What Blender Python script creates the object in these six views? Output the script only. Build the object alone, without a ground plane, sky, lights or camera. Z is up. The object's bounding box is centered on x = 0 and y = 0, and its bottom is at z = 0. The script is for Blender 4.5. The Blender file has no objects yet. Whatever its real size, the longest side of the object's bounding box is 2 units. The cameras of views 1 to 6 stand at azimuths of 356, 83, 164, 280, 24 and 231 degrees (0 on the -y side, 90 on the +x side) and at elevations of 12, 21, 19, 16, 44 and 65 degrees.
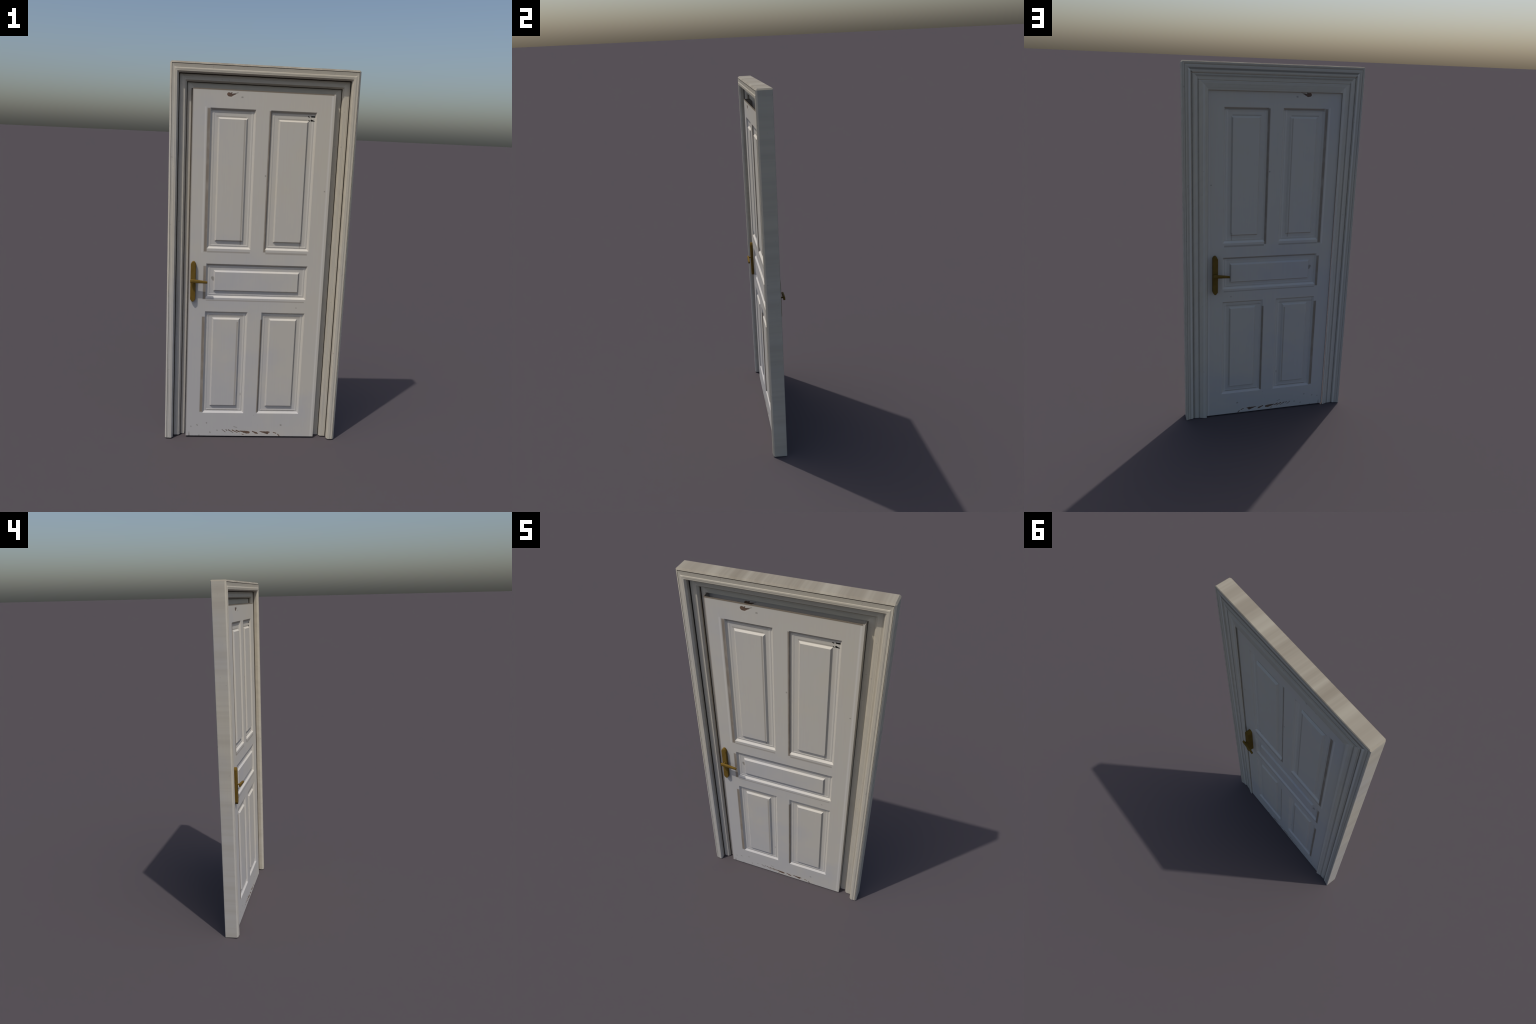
# A white-painted five-panel wooden door closed in its moulded frame, brass lever handles on both sides.
import bpy, math
from mathutils import Vector

COL = bpy.context.scene.collection

# ------------------------------------------------------------------ sizes (metres)
W = 0.4725           # half width of the frame
H = 2.0              # height of the frame
LEAF_X = (-0.3605, 0.3555)
LEAF_Z = (0.0070, 1.8785)
LEAF_Y = (-0.0320, 0.0172)         # front face, back face
RECESS = 0.0095                   # depth of the groove round each panel
BEVEL = 0.0095                    # slope from stile to groove
COLS = ((-0.2706, -0.0424), (0.0318, 0.2660))
ROWS = {"upper": (1.0724, 1.7868), "middle": (0.8064, 0.9915), "lower": (0.1444, 0.7301)}
FIELD = {"upper": (1.1190, 1.7346), "middle": (0.8487, 0.9469), "lower": (0.1921, 0.6865)}
FIELD_X = ((-0.2238, -0.0890), (0.0818, 0.2183))
PANELS = [(c, ROWS[r], f, FIELD[r]) for r in ("upper", "lower") for c, f in zip(COLS, FIELD_X)]
PANELS.append(((COLS[0][0], COLS[1][1]), ROWS["middle"], (FIELD_X[0][0] + .001, FIELD_X[1][1] - .0008), FIELD["middle"]))


# ------------------------------------------------------------------ node helpers
class Tree:
    def __init__(self, tree):
        self.t = tree

    def node(self, kind, **props):
        n = self.t.nodes.new(kind)
        for k, v in props.items():
            setattr(n, k, v)
        return n

    def put(self, sock, v):
        if isinstance(v, bpy.types.NodeSocket):
            self.t.links.new(v, sock)
        elif v is not None:
            sock.default_value = v

    def math(self, op, a, b=None, c=None, clamp=False):
        n = self.node("ShaderNodeMath", operation=op, use_clamp=clamp)
        for s, v in zip(n.inputs, (a, b, c)):
            self.put(s, v)
        return n.outputs[0]

    def vmath(self, op, a, b=None, out=0):
        n = self.node("ShaderNodeVectorMath", operation=op)
        self.put(n.inputs[0], a)
        if b is not None:
            self.put(n.inputs[1], b)
        return n.outputs[out]

    def smooth(self, v, lo, hi, to0=0.0, to1=1.0):
        n = self.node("ShaderNodeMapRange", interpolation_type="SMOOTHSTEP")
        for s, x in zip(n.inputs[:5], (v, lo, hi, to0, to1)):
            self.put(s, x)
        return n.outputs[0]

    def mix(self, fac, a, b, blend="MIX"):
        n = self.node("ShaderNodeMix", data_type="RGBA", blend_type=blend)
        self.put(n.inputs[0], fac)
        self.put(n.inputs[6], a)
        self.put(n.inputs[7], b)
        return n.outputs[2]

    def noise(self, vec, scale, detail=2.0, rough=0.5):
        n = self.node("ShaderNodeTexNoise")
        self.put(n.inputs["Vector"], vec)
        n.inputs["Scale"].default_value = scale
        n.inputs["Detail"].default_value = detail
        n.inputs["Roughness"].default_value = rough
        return n.outputs["Fac"]

    def xyz(self, vec):
        n = self.node("ShaderNodeSeparateXYZ")
        self.put(n.inputs[0], vec)
        return n.outputs

    def vec(self, x, y, z):
        n = self.node("ShaderNodeCombineXYZ")
        for s, v in zip(n.inputs, (x, y, z)):
            self.put(s, v)
        return n.outputs[0]

    def group(self, g, **kw):
        n = self.node("ShaderNodeGroup", node_tree=g)
        for k, v in kw.items():
            self.put(n.inputs[k], v)
        return n.outputs[0]


def new_group(name, ins):
    g = bpy.data.node_groups.new(name, "ShaderNodeTree")
    for n, kind, d in ins:
        s = g.interface.new_socket(n, in_out="INPUT", socket_type=kind)
        s.default_value = d
    g.interface.new_socket("Mask", in_out="OUTPUT", socket_type="NodeSocketFloat")
    t = Tree(g)
    return g, t, t.node("NodeGroupInput").outputs, t.node("NodeGroupOutput").inputs[0]


# mask of a tapering streak from A to B on the face of the door (y is ignored)
STREAK, t, gi, go = new_group("streak_mask", [
    ("P", "NodeSocketVector", (0, 0, 0)), ("A", "NodeSocketVector", (0, 0, 0)),
    ("D", "NodeSocketVector", (1, 0, 0)), ("R0", "NodeSocketFloat", .004),
    ("R1", "NodeSocketFloat", .004), ("Soft", "NodeSocketFloat", .002)])
pa = t.vmath("SUBTRACT", gi["P"], gi["A"])
h = t.math("DIVIDE", t.vmath("DOT_PRODUCT", pa, gi["D"], 1), t.vmath("DOT_PRODUCT", gi["D"], gi["D"], 1), clamp=True)
sc = t.node("ShaderNodeVectorMath", operation="SCALE")
t.put(sc.inputs[0], gi["D"]); t.put(sc.inputs[3], h)
dist = t.vmath("LENGTH", t.vmath("SUBTRACT", pa, sc.outputs[0]), out=1)
rad = t.math("ADD", gi["R0"], t.math("MULTIPLY", h, t.math("SUBTRACT", gi["R1"], gi["R0"])))
sd = t.math("SUBTRACT", dist, rad)
t.put(go, t.smooth(sd, t.math("MULTIPLY", gi["Soft"], -1.0), gi["Soft"], 1.0, 0.0))

# mask of an upright strip
STRIP, t, gi, go = new_group("strip_mask", [
    ("X", "NodeSocketFloat", 0), ("Z", "NodeSocketFloat", 0),
    ("CX", "NodeSocketFloat", 0), ("HX", "NodeSocketFloat", .005),
    ("CZ", "NodeSocketFloat", 0), ("HZ", "NodeSocketFloat", .1), ("Soft", "NodeSocketFloat", .003)])
dx = t.math("SUBTRACT", t.math("ABSOLUTE", t.math("SUBTRACT", gi["X"], gi["CX"])), gi["HX"])
dz = t.math("SUBTRACT", t.math("ABSOLUTE", t.math("SUBTRACT", gi["Z"], gi["CZ"])), gi["HZ"])
t.put(go, t.smooth(t.math("MAXIMUM", dx, dz), t.math("MULTIPLY", gi["Soft"], -1.0), gi["Soft"], 1.0, 0.0))

PAINT = (0.542, 0.510, 0.444, 1)
PAINT_WARM = (0.556, 0.510, 0.418, 1)
PAINT_COOL = (0.486, 0.474, 0.460, 1)
SHADE_TONE = (0.235, 0.195, 0.150, 1)  # tone of the moulding shade painted on the leaf
WOOD = (0.150, 0.078, 0.042, 1)


def start(name):
    m = bpy.data.materials.new(name)
    m.use_nodes = True
    t = Tree(m.node_tree)
    bsdf = m.node_tree.nodes["Principled BSDF"]
    p = t.node("ShaderNodeTexCoord").outputs["Object"]
    return m, t, bsdf, p


def paint_base(t, p):
    """old oil paint: patches of warm and cool white, faint upright brush marks"""
    x, y, z = t.xyz(p)
    drift = t.noise(p, 1.6, 2.0, 0.5)
    patch = t.noise(p, 9.0, 3.0, 0.55)
    tone = t.math("ADD", t.math("MULTIPLY", drift, 0.9), t.math("MULTIPLY", patch, 0.35))
    tone = t.math("ADD", tone, t.math("MULTIPLY", x, 0.35))
    tone = t.math("ADD", tone, t.math("MULTIPLY", t.math("SUBTRACT", z, 0.9), 0.20))
    col = t.mix(t.smooth(tone, 0.38, 0.70), PAINT_COOL, PAINT)
    col = t.mix(t.smooth(tone, 0.66, 1.05), col, PAINT_WARM)
    brush = t.noise(t.vec(t.math("MULTIPLY", x, 160.0), t.math("MULTIPLY", y, 160.0), t.math("MULTIPLY", z, 5.0)), 1.0, 2.0)
    col = t.mix(0.03, col, t.mix(brush, (0.25, 0.25, 0.25, 1), (1, 1, 1, 1)), "OVERLAY")
    return col, x, y, z, brush


def finish(t, bsdf, col, rough, height, strength=0.12):
    t.put(bsdf.inputs["Base Color"], col)
    t.put(bsdf.inputs["Roughness"], rough)
    bsdf.inputs["Specular IOR Level"].default_value = 0.25
    b = t.node("ShaderNodeBump")
    b.inputs["Strength"].default_value = strength
    b.inputs["Distance"].default_value = 0.001
    t.put(b.inputs["Height"], height)
    t.t.links.new(b.outputs[0], bsdf.inputs["Normal"])


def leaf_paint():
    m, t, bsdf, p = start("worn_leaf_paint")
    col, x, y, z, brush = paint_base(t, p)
    flat = t.vec(x, 0.0, z)
    # wobble the outlines of chips a little
    wob = t.node("ShaderNodeTexNoise")
    t.put(wob.inputs["Vector"], p)
    wob.inputs["Scale"].default_value = 120.0
    off = t.vmath("SUBTRACT", wob.outputs["Color"], (0.5, 0.5, 0.5))
    sc = t.node("ShaderNodeVectorMath", operation="SCALE")
    t.put(sc.inputs[0], off); sc.inputs[3].default_value = 0.0036
    ox, oy, oz = t.xyz(sc.outputs[0])
    wobbly = t.vec(t.math("ADD", x, ox), 0.0, t.math("ADD", z, oz))

    def most(masks):
        v = masks[0]
        for q in masks[1:]:
            v = t.math("MAXIMUM", v, q)
        return v

    def streaks(items, pos, soft, grow=0.0):
        return most([t.group(STREAK, P=pos, A=(a[0], 0, a[1]), D=(b[0] - a[0] + 1e-5, 0, b[1] - a[1]),
                             R0=r0 + grow, R1=r1 + grow, Soft=soft) for a, b, r0, r1 in items])

    def strips(items, soft):
        return most([t.group(STRIP, X=x, Z=z, CX=(a + b) / 2, HX=(b - a) / 2, CZ=(c + d) / 2, HZ=(d - c) / 2, Soft=soft)
                     for a, b, c, d in items])

    # baked moulding shade painted beside the panels; brown bands along the leaf edges
    baked_shade = strips([(-0.286, -0.2705, 1.055, 1.785), (-0.285, -0.2705, 0.797, 0.978), (-0.286, -0.2705, 0.150, 0.700),
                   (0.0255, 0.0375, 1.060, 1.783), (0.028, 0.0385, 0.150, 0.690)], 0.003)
    baked_shade = t.math("MULTIPLY", baked_shade, t.smooth(t.noise(t.vec(t.math("MULTIPLY", x, 30.0), 0.0, t.math("MULTIPLY", z, 14.0)), 1.0, 2.0), 0.15, 0.6, 0.66, 0.95))
    col = t.mix(baked_shade, col, SHADE_TONE)
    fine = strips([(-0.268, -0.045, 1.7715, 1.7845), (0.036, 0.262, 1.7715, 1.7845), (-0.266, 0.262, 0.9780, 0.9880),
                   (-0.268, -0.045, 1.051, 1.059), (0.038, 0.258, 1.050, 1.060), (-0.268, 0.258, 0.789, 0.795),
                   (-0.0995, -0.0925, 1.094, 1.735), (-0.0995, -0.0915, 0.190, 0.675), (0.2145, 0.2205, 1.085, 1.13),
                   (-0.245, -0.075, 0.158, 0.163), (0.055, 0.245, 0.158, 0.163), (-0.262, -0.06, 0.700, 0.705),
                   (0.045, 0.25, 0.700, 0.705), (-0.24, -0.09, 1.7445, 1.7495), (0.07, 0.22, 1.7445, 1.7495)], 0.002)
    col = t.mix(t.math("MULTIPLY", fine, 0.55), col, (0.27, 0.235, 0.19, 1))  # narrow lines of baked crease shade round the panels
    pale = strips([(-0.066, -0.048, 1.085, 1.775), (0.242, 0.260, 1.085, 1.775), (-0.066, -0.048, 0.155, 0.72), (0.242, 0.260, 0.155, 0.72),
                   (0.242, 0.260, 0.815, 0.98), (-0.262, -0.05, 1.0745, 1.0815), (0.04, 0.26, 1.0745, 1.0815), (-0.262, 0.26, 0.8085, 0.8155)], 0.004)
    col = t.mix(t.math("MULTIPLY", pale, 0.30), col, (0.70, 0.665, 0.59, 1))  # baked light along the moulding edges, put into the colour
    thin = strips([(0.2180, 0.2250, 1.12, 1.735), (0.2180, 0.2250, 0.195, 0.685), (0.2180, 0.2250, 0.85, 0.945)], 0.0022)
    col = t.mix(t.math("MULTIPLY", thin, 0.42), col, (0.24, 0.215, 0.18, 1))  # shade of the field bevel painted as a line
    edge = strips([(-0.40, 0.347, 1.8728, 1.90)], 0.0018)
    col = t.mix(t.math("MULTIPLY", edge, 0.85), col, (0.16, 0.12, 0.075, 1))
    side = strips([(-0.40, -0.3568, -1.0, 3.0)], 0.0022)
    col = t.mix(t.math("MULTIPLY", side, 0.6), col, (0.20, 0.155, 0.12, 1))
    bright = strips([(0.3375, 0.3445, 0.0, 1.87), (-0.2975, -0.2925, 1.05, 1.79)], 0.0035)
    col = t.mix(t.math("MULTIPLY", bright, 0.35), col, (0.78, 0.75, 0.70, 1))

    # chips down to bare wood: kick marks at the foot, a knock under the head
    kicks = [((-.157, .044), (-.139, .029), .0016, .0016), ((-.136, .044), (-.130, .039), .002, .002),
             ((-.121, .0425), (-.095, .026), .0026, .0014), ((-.100, .0415), (-.071, .026), .0032, .0018),
             ((-.078, .040), (-.060, .031), .0035, .0030), ((-.056, .036), (-.018, .0285), .0028, .0085),
             ((-.034, .031), (-.008, .0285), .0070, .0070), ((-.045, .018), (-.034, .0135), .0022, .001),
             ((.013, .0345), (.036, .0245), .0030, .0055), ((.036, .0265), (.044, .021), .004, .002),
             ((.054, .0345), (.096, .0265), .0014, .0085), ((.096, .029), (.111, .0315), .0075, .0020),
             ((.130, .0305), (.146, .0245), .0022, .0028), ((.157, .018), (.165, .009), .0028, .0024)]
    knocks = [((-.1810, 1.8545), (-.1710, 1.8520), .0098, .0086), ((-.170, 1.8510), (-.148, 1.8585), .0062, .0026),
              ((-.174, 1.857), (-.166, 1.8635), .0050, .0018)]
    chips = streaks(kicks + knocks, wobbly, 0.0015)
    halo = t.math("SUBTRACT", streaks(kicks[3:13] + knocks, wobbly, 0.0040, 0.0040), chips, clamp=True)
    col = t.mix(t.math("MULTIPLY", halo, 0.38), col, (0.66, 0.61, 0.52, 1))
    grain = t.noise(t.vec(t.math("MULTIPLY", x, 40.0), 0.0, t.math("MULTIPLY", z, 220.0)), 1.0, 3.0)
    col = t.mix(t.math("MULTIPLY", chips, 0.94), col, t.mix(t.smooth(grain, 0.3, 0.7), (0.066, 0.038, 0.026, 1), WOOD))

    # scuffs, pinholes and spatter
    dots = [((-.116, 1.843), (-.112, 1.8435), .0035, .003), ((.3293, 1.391), (.3295, 1.391), .0032, .0032),
            ((-.236, .914), (-.2325, .902), .0075, .005), ((-.150, 1.8585), (-.136, 1.8645), .0026, .0018),
            ((.216, .760), (.218, .760), .0025, .0025), ((-.298, .072), (-.295, .069), .003, .003),
            ((-.245, .084), (-.244, .081), .004, .002), ((-.225, .029), (-.223, .025), .003, .003),
            ((-.186, .040), (-.184, .040), .003, .003), ((-.092, .063), (-.076, .058), .002, .002),
            ((-.331, .063), (-.330, .060), .003, .002), ((.169, .075), (.172, .074), .004, .004),
            ((.019, 1.46), (.0192, 1.458), .003, .003), ((-.064, .26), (-.064, .25), .002, .002),
            ((-.341, .030), (-.341, .004), .0012, .0045), ((-.285, .012), (-.285, .004), .002, .003)]
    marks = streaks(dots, wobbly, 0.0026)
    col = t.mix(t.math("MULTIPLY", marks, 0.62), col, (0.165, 0.145, 0.115, 1))
    spatter = t.smooth(t.noise(flat, 95.0, 1.0), 0.735, 0.79)
    low = t.smooth(z, 0.03, 0.30, 1.0, 0.12)
    col = t.mix(t.math("MULTIPLY", t.math("MULTIPLY", spatter, low), 0.45), col, (0.20, 0.19, 0.175, 1))

    # black patches of a mesh fault (coincident faces), painted in the panel corner
    glitch = most([streaks([((.2245, 1.7650), (.2295, 1.7610), .0030, .0012), ((.2250, 1.7480), (.2305, 1.7435), .0014, .0024)], flat, 0.0008),
                 strips([(.2375, .2585, 1.7615, 1.7688)], 0.0006),
                 streaks([((.2400, 1.7465), (.2560, 1.7435), .0050, .0012)], flat, 0.0008)])
    glitch = t.math("MULTIPLY", glitch, t.math("LESS_THAN", y, -0.005))
    col = t.mix(glitch, col, (0.006, 0.005, 0.003, 1))

    rough = t.smooth(brush, 0.2, 0.8, 0.50, 0.62)
    hgt = t.math("SUBTRACT", t.math("MULTIPLY", brush, 0.5), chips)
    finish(t, bsdf, col, rough, hgt, 0.25)
    return m


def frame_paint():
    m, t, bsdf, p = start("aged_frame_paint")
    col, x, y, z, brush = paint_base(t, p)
    col = t.mix(1.0, col, (1.0, 0.985, 0.935, 1), "MULTIPLY")
    # cross-wise bands of smeared photo texture, strongest on the side faces
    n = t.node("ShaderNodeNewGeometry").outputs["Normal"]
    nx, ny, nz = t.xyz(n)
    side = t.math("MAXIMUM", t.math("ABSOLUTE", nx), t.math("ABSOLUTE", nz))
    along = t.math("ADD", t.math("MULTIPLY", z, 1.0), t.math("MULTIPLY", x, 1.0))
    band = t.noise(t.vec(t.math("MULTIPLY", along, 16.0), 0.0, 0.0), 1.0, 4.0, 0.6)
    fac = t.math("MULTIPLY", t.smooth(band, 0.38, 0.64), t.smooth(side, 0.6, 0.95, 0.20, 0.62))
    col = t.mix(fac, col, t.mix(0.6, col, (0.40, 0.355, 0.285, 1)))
    # lengthwise paint lines on the mouldings; the head is mixed darker olive
    ax = t.math("ABSOLUTE", x)
    head = t.math("GREATER_THAN", t.math("SUBTRACT", z, 1.527), ax)
    across = t.math("ADD", t.math("MULTIPLY", head, t.math("SUBTRACT", z, 1.5395)), t.math("MULTIPLY", t.math("SUBTRACT", 1.0, head), ax))
    line = t.noise(t.vec(t.math("MULTIPLY", across, 210.0), t.math("MULTIPLY", z, 2.0), t.math("MULTIPLY", x, 2.0)), 1.0, 2.0)
    col = t.mix(t.math("MULTIPLY", t.smooth(line, 0.50, 0.70), 0.30), col, (0.36, 0.325, 0.27, 1))
    inward = t.math("SUBTRACT", W, across)  # bands on the back imitate the mouldings' light and shade in colour
    for c, hwid, f, tone in ((0.0465, 0.0078, 0.80, (0.13, 0.115, 0.095, 1)), (0.0775, 0.0060, 0.55, (0.20, 0.18, 0.15, 1)),
                             (0.0125, 0.0045, 0.50, (0.22, 0.20, 0.165, 1)), (0.0250, 0.0060, 0.30, (0.26, 0.235, 0.19, 1)),
                             (0.0350, 0.0060, 0.55, (0.66, 0.64, 0.58, 1)), (0.0660, 0.0070, 0.25, (0.62, 0.60, 0.55, 1)),
                             (0.1060, 0.0080, 0.35, (0.64, 0.62, 0.57, 1)), (0.0020, 0.0060, 0.35, (0.25, 0.225, 0.185, 1))):
        d = t.math("ABSOLUTE", t.math("SUBTRACT", inward, c))
        k = t.math("MULTIPLY", t.smooth(d, hwid * 0.3, hwid, f, 0.0), t.math("GREATER_THAN", y, 0.009))
        k = t.math("MULTIPLY", k, t.smooth(side, 0.5, 0.8, 1.0, 0.0))
        col = t.mix(k, col, tone)
    col = t.mix(t.math("MULTIPLY", head, 0.30), col, (0.33, 0.295, 0.225, 1))
    spots = t.smooth(t.noise(p, 70.0, 1.0), 0.74, 0.80)
    col = t.mix(t.math("MULTIPLY", spots, 0.35), col, (0.26, 0.22, 0.18, 1))
    finish(t, bsdf, col, t.smooth(brush, 0.2, 0.8, 0.50, 0.62), brush, 0.15)
    return m


def dirt_and_shade(name, dark, pale):
    m, t, bsdf, p = start(name)
    n = t.noise(p, 18.0, 3.0)
    t.put(bsdf.inputs["Base Color"], t.mix(n, dark, pale))
    bsdf.inputs["Roughness"].default_value = 0.85
    bsdf.inputs["Specular IOR Level"].default_value = 0.1
    return m


def brass():
    m, t, bsdf, p = start("dull_old_brass")
    n = t.noise(p, 45.0, 3.0)
    n2 = t.noise(p, 260.0, 2.0)
    col = t.mix(t.smooth(n, 0.3, 0.7), (0.142, 0.086, 0.016, 1), (0.164, 0.102, 0.021, 1))
    t.put(bsdf.inputs["Base Color"], col)
    bsdf.inputs["Metallic"].default_value = 0.0
    bsdf.inputs["Specular IOR Level"].default_value = 0.06
    t.put(bsdf.inputs["Roughness"], t.smooth(n2, 0.2, 0.8, 0.55, 0.68))
    return m


def olive_top():
    """upper side of the head: darker olive tone, in smeared streaks across the board"""
    m, t, bsdf, p = start("olive_top_paint")
    x, y, z = t.xyz(p)
    a = t.noise(t.vec(t.math("MULTIPLY", x, 8.0), 0.0, 0.0), 1.0, 4.0, 0.62)
    b = t.noise(t.vec(t.math("MULTIPLY", x, 3.5), 0.0, 4.0), 1.0, 1.0)
    col = t.mix(t.smooth(a, 0.34, 0.66), (0.212, 0.182, 0.138, 1), (0.345, 0.315, 0.250, 1))
    col = t.mix(t.math("MULTIPLY", t.smooth(b, 0.35, 0.65), 0.5), col, (0.300, 0.268, 0.212, 1))
    finish(t, bsdf, col, 0.75, a, 0.1)
    return m


M_LEAF, M_FRAME, M_DIRT, M_BRASS, M_TOP = (leaf_paint(), frame_paint(), dirt_and_shade("joint_dirt", (0.03, 0.024, 0.018, 1), (0.07, 0.058, 0.045, 1)),
                                             brass(), olive_top())
M_REVEAL_SHADE = dirt_and_shade("reveal_shade", (0.19, 0.165, 0.13, 1), (0.33, 0.295, 0.24, 1))  # darkness of the reveals painted on next to the joints


# ------------------------------------------------------------------ mesh helpers
def make(name, verts, faces, mats, parent, mat_idx=None):
    me = bpy.data.meshes.new(name)
    me.from_pydata([tuple(v) for v in verts], [], faces)
    me.validate()
    for m in mats:
        me.materials.append(m)
    if mat_idx:
        for p, i in zip(me.polygons, mat_idx):
            p.material_index = i
    me.update()
    ob = bpy.data.objects.new(name, me)
    COL.objects.link(ob)
    ob.parent = parent
    return ob


def apply_bevel(ob, width, segs=2, angle=30):
    md = ob.modifiers.new("edge", "BEVEL")
    md.width, md.segments, md.limit_method = width, segs, "ANGLE"
    md.angle_limit = math.radians(angle)
    md.harden_normals = False
    dg = bpy.context.evaluated_depsgraph_get()
    me = bpy.data.meshes.new_from_object(ob.evaluated_get(dg))
    ob.modifiers.clear()
    old = ob.data
    ob.data = me
    bpy.data.meshes.remove(old)
    me.name = ob.name
    return ob


# ------------------------------------------------------------------ the thing
root = bpy.data.objects.new("panelled_door", None)
COL.objects.link(root)
root["label"] = "white painted five-panel wooden door in frame, brass levers"
root["category"] = "door"

# ------------------------------------------------------------------ frame: one moulded section mitred round three sides
# (distance in from the outside of a jamb, depth y, dirty quirk or painted reveal shade leads to the next point)
SECTION = [   # depth at the head; a fourth number is the depth at the foot of a jamb where the section is thinner
    (0.0000, 0.0236, 0), (0.0000, -0.0442, 0),                      # outer side
    (0.0078, -0.0518, 0),                                           # chamfered arris
    (0.0090, -0.0520, 1), (0.0098, -0.0506, 1), (0.0107, -0.0520, 0),   # quirk beside the outer bead
    (0.0150, -0.0514, 0), (0.0200, -0.0510, 0), (0.0215, -0.0524, 0),   # shallow cove and fillet
    (0.0262, -0.0530, 0), (0.0310, -0.0524, 0), (0.0350, -0.0524, 0),
    (0.0425, -0.0425, 0), (0.0425, -0.0268, 3, -0.0240), (0.0425, -0.0225, 1, -0.0195), (0.0425, -0.0130, 1, -0.0100), (0.0460, -0.0130, 1, -0.0100),  # inner chamfer, reveal, open joint
    (0.0460, -0.0200, 0, -0.0168), (0.0545, -0.0206, 0, -0.0174), (0.0570, -0.0196, 0, -0.0164), (0.0610, -0.0200, 0, -0.0168),
    (0.0732, -0.0200, 0, -0.0168), (0.0812, -0.0105, 0, -0.0072), (0.0812, -0.0030, 3, -0.0005), (0.0812, 0.0008, 1, 0.0030), (0.0812, 0.0085, 1, 0.0105), (0.0838, 0.0085, 1, 0.0105),
    (0.0838, 0.0030, 0, 0.0055), (0.0900, 0.0030, 0, 0.0055), ("edge_in", 0.0030, 0, 0.0055), ("edge_mid", 0.0182, 0, 0.0182),   # rebate the leaf closes against
    ("edge_out", 0.0256, 0, 0.0240), ("edge_r", 0.0268, 0, 0.0250),                 # back arris
    (0.1060, 0.0268, 0, 0.0240), (0.0960, 0.0264, 0, 0.0212), (0.0840, 0.0258, 0, 0.0170),   # back: fillet, quirk, band, deep quirk, beads
    (0.0805, 0.0262, 0, 0.0160), (0.0775, 0.0242, 0, 0.0132), (0.0740, 0.0262, 0, 0.0150),
    (0.0640, 0.0250, 0, 0.0136), (0.0540, 0.0258, 0, 0.0136),
    (0.0510, 0.0258, 0, 0.0136), (0.0480, 0.0222, 0, 0.0102), (0.0450, 0.0218, 0, 0.0098), (0.0420, 0.0256, 0, 0.0138),
    (0.0390, 0.0270, 0, 0.0160), (0.0345, 0.0274, 0, 0.0174), (0.0300, 0.0264, 0, 0.0180),
    (0.0250, 0.0252, 0, 0.0184), (0.0180, 0.0254, 0, 0.0206), (0.0146, 0.0262, 0, 0.0222), (0.0124, 0.0246, 0, 0.0212), (0.0098, 0.0264, 0, 0.0238),
    (0.0034, 0.0266, 0, 0.0260)]
# the inner edges of the stops: (at the head, at the foot); the opening narrows a little upwards
LEFT_EDGE = {"edge_in": (0.1037, 0.1037), "edge_mid": (0.1108, 0.1060), "edge_out": (0.1165, 0.1080), "edge_r": (0.1153, 0.1069)}
RIGHT_EDGE = {"edge_in": (0.1130, 0.1130), "edge_mid": (0.1152, 0.1152), "edge_out": (0.1270, 0.1194), "edge_r": (0.1258, 0.1182)}
HEAD_EDGE = {"edge_in": 0.1222, "edge_mid": 0.1212, "edge_out": 0.1330, "edge_r": 0.1318}


def head_u(u):
    return u if u < 0.009 else u + 0.0105 * min(1.0, (u - 0.009) / 0.012)


rings = []
for u, y, q, *foot in SECTION:
    if isinstance(u, str):
        (l, lf), (r, rf), hd = LEFT_EDGE[u], RIGHT_EDGE[u], HEAD_EDGE[u]
    else:
        l = r = lf = rf = u
        hd = head_u(u)
    rings.append((-W + l, W - r, H - hd, y, q, foot[0] if foot else y, -W + lf, W - rf))
# the corner of jamb and head is clipped at the outside
CLIP = 0.0075
n = len(rings)


def frame_piece(name, ends, caps, top_tone=False):
    """ends: function giving the list of stations of one section point"""
    verts, faces, idx = [], [], []
    rows = [ends(r) for r in rings]
    k = len(rows[0])
    for row in rows:
        verts += row
    for i in range(n):
        j = (i + 1) % n
        for s in range(k - 1):
            faces.append((i * k + s, i * k + s + 1, j * k + s + 1, j * k + s))
            idx.append(rings[i][4] or (2 if top_tone and (i <= 1 or i == n - 1) else 0))
    for s in caps:
        faces.append([i * k + s for i in range(n)])
        idx.append(0)
    ob = make(name, verts, faces, [M_FRAME, M_DIRT, M_TOP, M_REVEAL_SHADE], root, idx)
    import bmesh
    bm = bmesh.new(); bm.from_mesh(ob.data)
    bmesh.ops.recalc_face_normals(bm, faces=bm.faces)
    bm.to_mesh(ob.data); bm.free()
    return ob


def clip_z(r):          # outermost points stop short so that the top corner is chamfered
    return H - CLIP


def outer(r, side):
    return r[0] <= -W + 1e-6


def left_pts(r):
    xl, xr, z, y, q, yf, xlf, xrf = r
    z0 = 0.0 if y > 0 else 0.0035
    top = z if xl > -W + 1e-6 else H - CLIP
    return [(xlf, yf, z0), (xl, y, top)]


def right_pts(r):
    xl, xr, z, y, q, yf, xlf, xrf = r
    z0 = 0.0 if y > 0 else 0.0035
    top = z if xr < W - 1e-6 else H - CLIP
    return [(xrf, yf, z0), (xr, y, top)]


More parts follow.
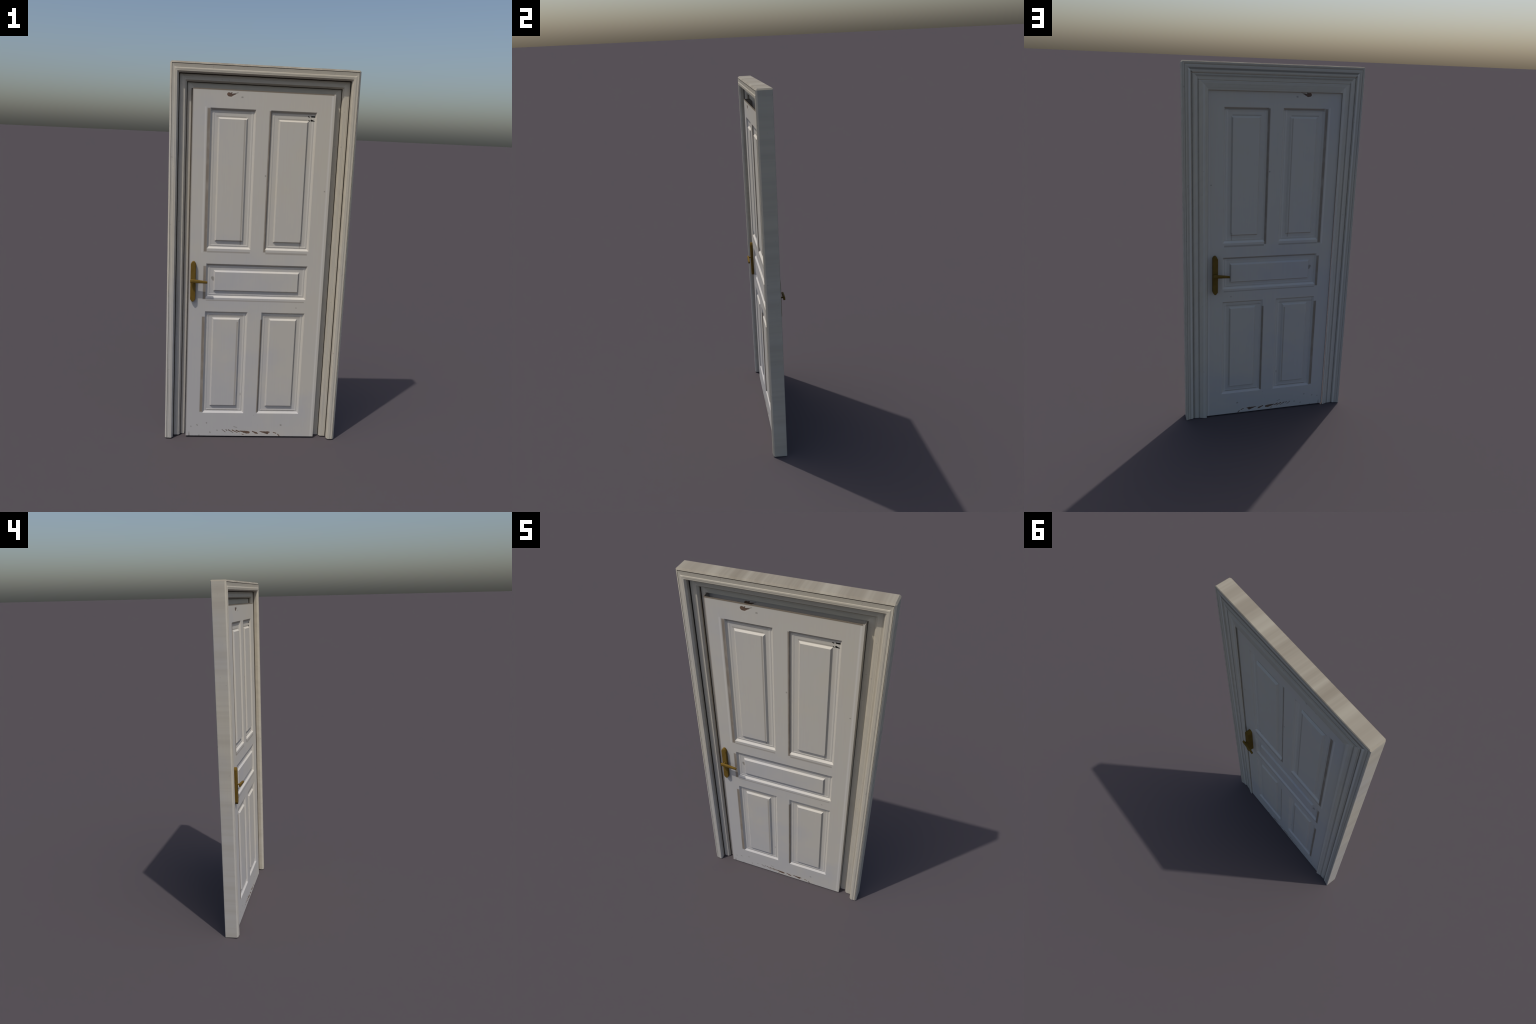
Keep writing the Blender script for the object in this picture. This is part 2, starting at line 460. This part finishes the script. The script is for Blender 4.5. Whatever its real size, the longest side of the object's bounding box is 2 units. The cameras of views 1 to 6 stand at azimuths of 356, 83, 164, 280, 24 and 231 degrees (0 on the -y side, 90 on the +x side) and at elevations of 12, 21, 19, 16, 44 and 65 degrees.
def head_pts(r):
    xl, xr, z, y, q, yf, xlf, xrf = r
    z0 = 0.0 if y > 0 else 0.0035
    if xl <= -W + 1e-6:          # outer line: chamfered corner
        return [(xl, y, H - CLIP), (xl + CLIP, y, z), (xr - CLIP, y, z), (xr, y, H - CLIP)]
    d = min(0.5 * CLIP, 0.0) if z < H - 0.02 else 0.0
    return [(xl, y, z), (xl + d, y, z), (xr - d, y, z), (xr, y, z)]


def head_simple(r):
    p = head_pts(r)
    return p


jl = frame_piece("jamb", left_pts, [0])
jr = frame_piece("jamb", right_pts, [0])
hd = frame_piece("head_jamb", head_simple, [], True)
for ob in (jl, jr, hd):      # drop the zero-area corner faces
    import bmesh
    bm = bmesh.new(); bm.from_mesh(ob.data)
    bmesh.ops.remove_doubles(bm, verts=bm.verts, dist=1e-5)
    bmesh.ops.dissolve_degenerate(bm, edges=bm.edges, dist=1e-5)
    bmesh.ops.recalc_face_normals(bm, faces=bm.faces)
    bm.to_mesh(ob.data); bm.free()


# ------------------------------------------------------------------ leaf: stiles and rails with sunk mouldings
class Builder:
    def __init__(self):
        self.v, self.f, self.key = [], [], {}

    def pt(self, p):
        k = tuple(round(c, 6) for c in p)
        if k not in self.key:
            self.key[k] = len(self.v)
            self.v.append(p)
        return self.key[k]

    def face(self, *pts):
        ids = []
        for p in pts:
            i = self.pt(p)
            if i not in ids:
                ids.append(i)
        if len(ids) > 2:
            self.f.append(ids)


def inset(rect, d):
    (x0, x1), (z0, z1) = rect
    return (x0 + d, x1 - d), (z0 + d, z1 - d)


def ring(b, ra, ya, rb, yb, flip):
    """four sloping faces between two rectangles"""
    def corners(r, y):
        (x0, x1), (z0, z1) = r
        return [(x0, y, z0), (x1, y, z0), (x1, y, z1), (x0, y, z1)]
    a, c = corners(ra, ya), corners(rb, yb)
    for i in range(4):
        j = (i + 1) % 4
        q = [a[i], a[j], c[j], c[i]]
        b.face(*(q[::-1] if flip else q))


def inside(x, z):
    return any(c[0] < x < c[1] and r[0] < z < r[1] for c, r, _, _ in PANELS)


leaf = Builder()
xs = sorted({LEAF_X[0], LEAF_X[1], *COLS[0], *COLS[1]})
zs = sorted({LEAF_Z[0], LEAF_Z[1], *[v for r in ROWS.values() for v in r]})
for y, sgn, flip in ((LEAF_Y[0], 1, False), (LEAF_Y[1], -1, True)):
    for i in range(len(xs) - 1):
        for j in range(len(zs) - 1):
            if not inside((xs[i] + xs[i + 1]) / 2, (zs[j] + zs[j + 1]) / 2):
                q = [(xs[i], y, zs[j]), (xs[i + 1], y, zs[j]), (xs[i + 1], y, zs[j + 1]), (xs[i], y, zs[j + 1])]
                leaf.face(*(q[::-1] if flip else q))
    for c, r, _, _ in PANELS:
        ring(leaf, (c, r), y, inset((c, r), BEVEL), y + sgn * RECESS, flip)
# edges of the leaf: sides and foot, and a hollow head with thin walls
yf, yb = LEAF_Y
x0, x1 = LEAF_X
z0, z1 = LEAF_Z
for j in range(len(zs) - 1):
    leaf.face((x0, yb, zs[j]), (x0, yf, zs[j]), (x0, yf, zs[j + 1]), (x0, yb, zs[j + 1]))
    leaf.face((x1, yf, zs[j]), (x1, yb, zs[j]), (x1, yb, zs[j + 1]), (x1, yf, zs[j + 1]))
for i in range(len(xs) - 1):
    leaf.face((xs[i], yb, z0), (xs[i + 1], yb, z0), (xs[i + 1], yf, z0), (xs[i], yf, z0))
wall, floor = 0.0016, 1.800
ins = [(x0 + wall, yf + wall), (x1 - wall, yf + wall), (x1 - wall, yb - wall), (x0 + wall, yb - wall)]
outs = [(x0, yf), (x1, yf), (x1, yb), (x0, yb)]
# rim of the hollow (outer rim follows the grid points of the faces)
front = [(x, yf, z1) for x in xs]
back = [(x, yb, z1) for x in reversed(xs)]
leaf.face(*front, (ins[1][0], ins[1][1], z1), (ins[0][0], ins[0][1], z1))
leaf.face(*back, (ins[3][0], ins[3][1], z1), (ins[2][0], ins[2][1], z1))
leaf.face((x1, yf, z1), (x1, yb, z1), (ins[2][0], ins[2][1], z1), (ins[1][0], ins[1][1], z1))
leaf.face((x0, yb, z1), (x0, yf, z1), (ins[0][0], ins[0][1], z1), (ins[3][0], ins[3][1], z1))
for i in range(4):
    a, c = ins[i], ins[(i + 1) % 4]
    leaf.face((a[0], a[1], z1), (c[0], c[1], z1), (c[0], c[1], floor), (a[0], a[1], floor))
leaf.face(*[(a[0], a[1], floor) for a in ins])
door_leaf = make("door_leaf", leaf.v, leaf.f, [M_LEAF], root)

# raised-and-fielded panels, five on each face, each with its own mesh
SLOPE = 0.0076
for y, sgn, flip in ((LEAF_Y[0], 1, False), (LEAF_Y[1], -1, True)):
    for c, r, fx, fz in PANELS:
        b = Builder()
        low = y + sgn * RECESS
        top = y + sgn * 0.0004
        g = inset((c, r), BEVEL)
        foot = ((fx[0] - SLOPE, fx[1] + SLOPE), (fz[0] - SLOPE, fz[1] + SLOPE))
        # added fine bead round the flat groove floor, for nested lines
        raised = low - sgn * 0.0010
        steps = [(g, low), (inset(g, 0.0035), low), (inset(g, 0.0050), raised), (inset(g, 0.0095), raised),
                 (inset(g, 0.0125), low), (foot, low)]
        for (ra, ya), (rb, yb2) in zip(steps, steps[1:]):
            ring(b, ra, ya, rb, yb2, flip)
        ring(b, foot, low, (fx, fz), top, flip)
        q = [(fx[0], top, fz[0]), (fx[1], top, fz[0]), (fx[1], top, fz[1]), (fx[0], top, fz[1])]
        b.face(*(q[::-1] if flip else q))
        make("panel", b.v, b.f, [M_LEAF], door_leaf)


# ------------------------------------------------------------------ brass furniture
def plate_outline(hw, zlo, zhi, cap):
    """long plate with bluntly pointed round ends"""
    pts = []
    for k in range(11):
        t = 1.0 - k / 5.0
        pts.append((hw * t, zhi - cap * abs(t) ** 2.1))
    for k in range(11):
        t = -1.0 + k / 5.0
        pts.append((hw * t, zlo + cap * abs(t) ** 1.7))
    out = []
    for p in pts:
        if not out or (abs(p[0] - out[-1][0]) + abs(p[1] - out[-1][1])) > 1e-5:
            out.append(p)
    return out


def prism_y(name, stations, parent, mat, bevel=0.0):
    """stations: list of (y, outline [(x, z)...]) lofted along y"""
    verts, faces = [], []
    k = len(stations[0][1])
    for y, o in stations:
        verts += [(x, y, z) for x, z in o]
    for s in range(len(stations) - 1):
        for i in range(k):
            j = (i + 1) % k
            faces.append((s * k + i, s * k + j, (s + 1) * k + j, (s + 1) * k + i))
    faces.append(list(range(k)))
    faces.append([(len(stations) - 1) * k + i for i in reversed(range(k))])
    ob = make(name, verts, faces, [mat], parent)
    import bmesh
    bm = bmesh.new(); bm.from_mesh(ob.data)
    bmesh.ops.recalc_face_normals(bm, faces=bm.faces)
    bm.to_mesh(ob.data); bm.free()
    if bevel:
        apply_bevel(ob, bevel, 1)
    return ob


def handle(sx, cx, face_y, out, zc, zlo, zhi, thick, lift):
    """sx: side the lever points to, out: direction away from the leaf"""
    hw = 0.0138
    o = lambda s: [(cx + x * s, z) for x, z in plate_outline(hw, zlo, zhi, 0.0150)]
    inner = [(cx + x, z) for x, z in plate_outline(hw - 0.0018, zlo + 0.0022, zhi - 0.0022, 0.0140)]
    plate = prism_y("handle_plate", [(face_y, o(1)), (face_y + out * (thick - 0.0025), o(1)), (face_y + out * thick, inner)], root, M_BRASS)
    # spindle neck
    rad = 0.0042
    circ = [(cx + rad * math.cos(a * math.pi / 6), zc + 0.002 + rad * math.sin(a * math.pi / 6)) for a in range(12)]
    prism_y("spindle", [(face_y + out * (thick - 0.001), circ), (face_y + out * (thick + 0.0130), circ)], plate, M_BRASS)
    # lever: tapering bar, octagonal section, rounded at both ends
    verts, faces = [], []
    stations = [(-0.0145, .0078, .0046, 0.0), (-0.0135, .0090, .0056, 0.0), (-0.0105, .0093, .0058, 0.0),
                (0.0040, .0093, .0058, 0.0), (0.0220, .0085, .0058, -0.0008), (0.0420, .0074, .0057, -0.0020),
                (0.0610, .0064, .0055, -0.0034), (0.0735, .0057, .0053, -0.0045), (0.0755, .0045, .0042, -0.0047)]
    seg = 12
    for u, hz, hy, dz in stations:
        for a in range(seg):
            ang = 2 * math.pi * (a + 0.5) / seg
            cy, cz = math.cos(ang), math.sin(ang)
            ry = hy * math.copysign(abs(cy) ** 0.42, cy)
            rz = hz * math.copysign(abs(cz) ** 0.42, cz)
            verts.append((cx + sx * u, face_y + out * (thick + 0.0157 + lift * u / 0.075) + ry, zc + dz + rz))
    k = seg
    for s in range(len(stations) - 1):
        for i in range(k):
            j = (i + 1) % k
            faces.append((s * k + i, s * k + j, (s + 1) * k + j, (s + 1) * k + i))
    faces.append(list(range(k)))
    faces.append([(len(stations) - 1) * k + i for i in reversed(range(k))])
    lever = make("lever", verts, faces, [M_BRASS], plate)
    import bmesh
    bm = bmesh.new(); bm.from_mesh(lever.data)
    bmesh.ops.recalc_face_normals(bm, faces=bm.faces)
    bm.to_mesh(lever.data); bm.free()
    for p in lever.data.polygons:
        p.use_smooth = len(p.vertices) == 4
    return plate


handle(1, -0.3372, LEAF_Y[0], -1, 0.9015, 0.7845, 1.0035, 0.0160, 0.0015)
handle(-1, 0.3090, LEAF_Y[1], 1, 0.9010, 0.7870, 1.0065, 0.0310, 0.0030)
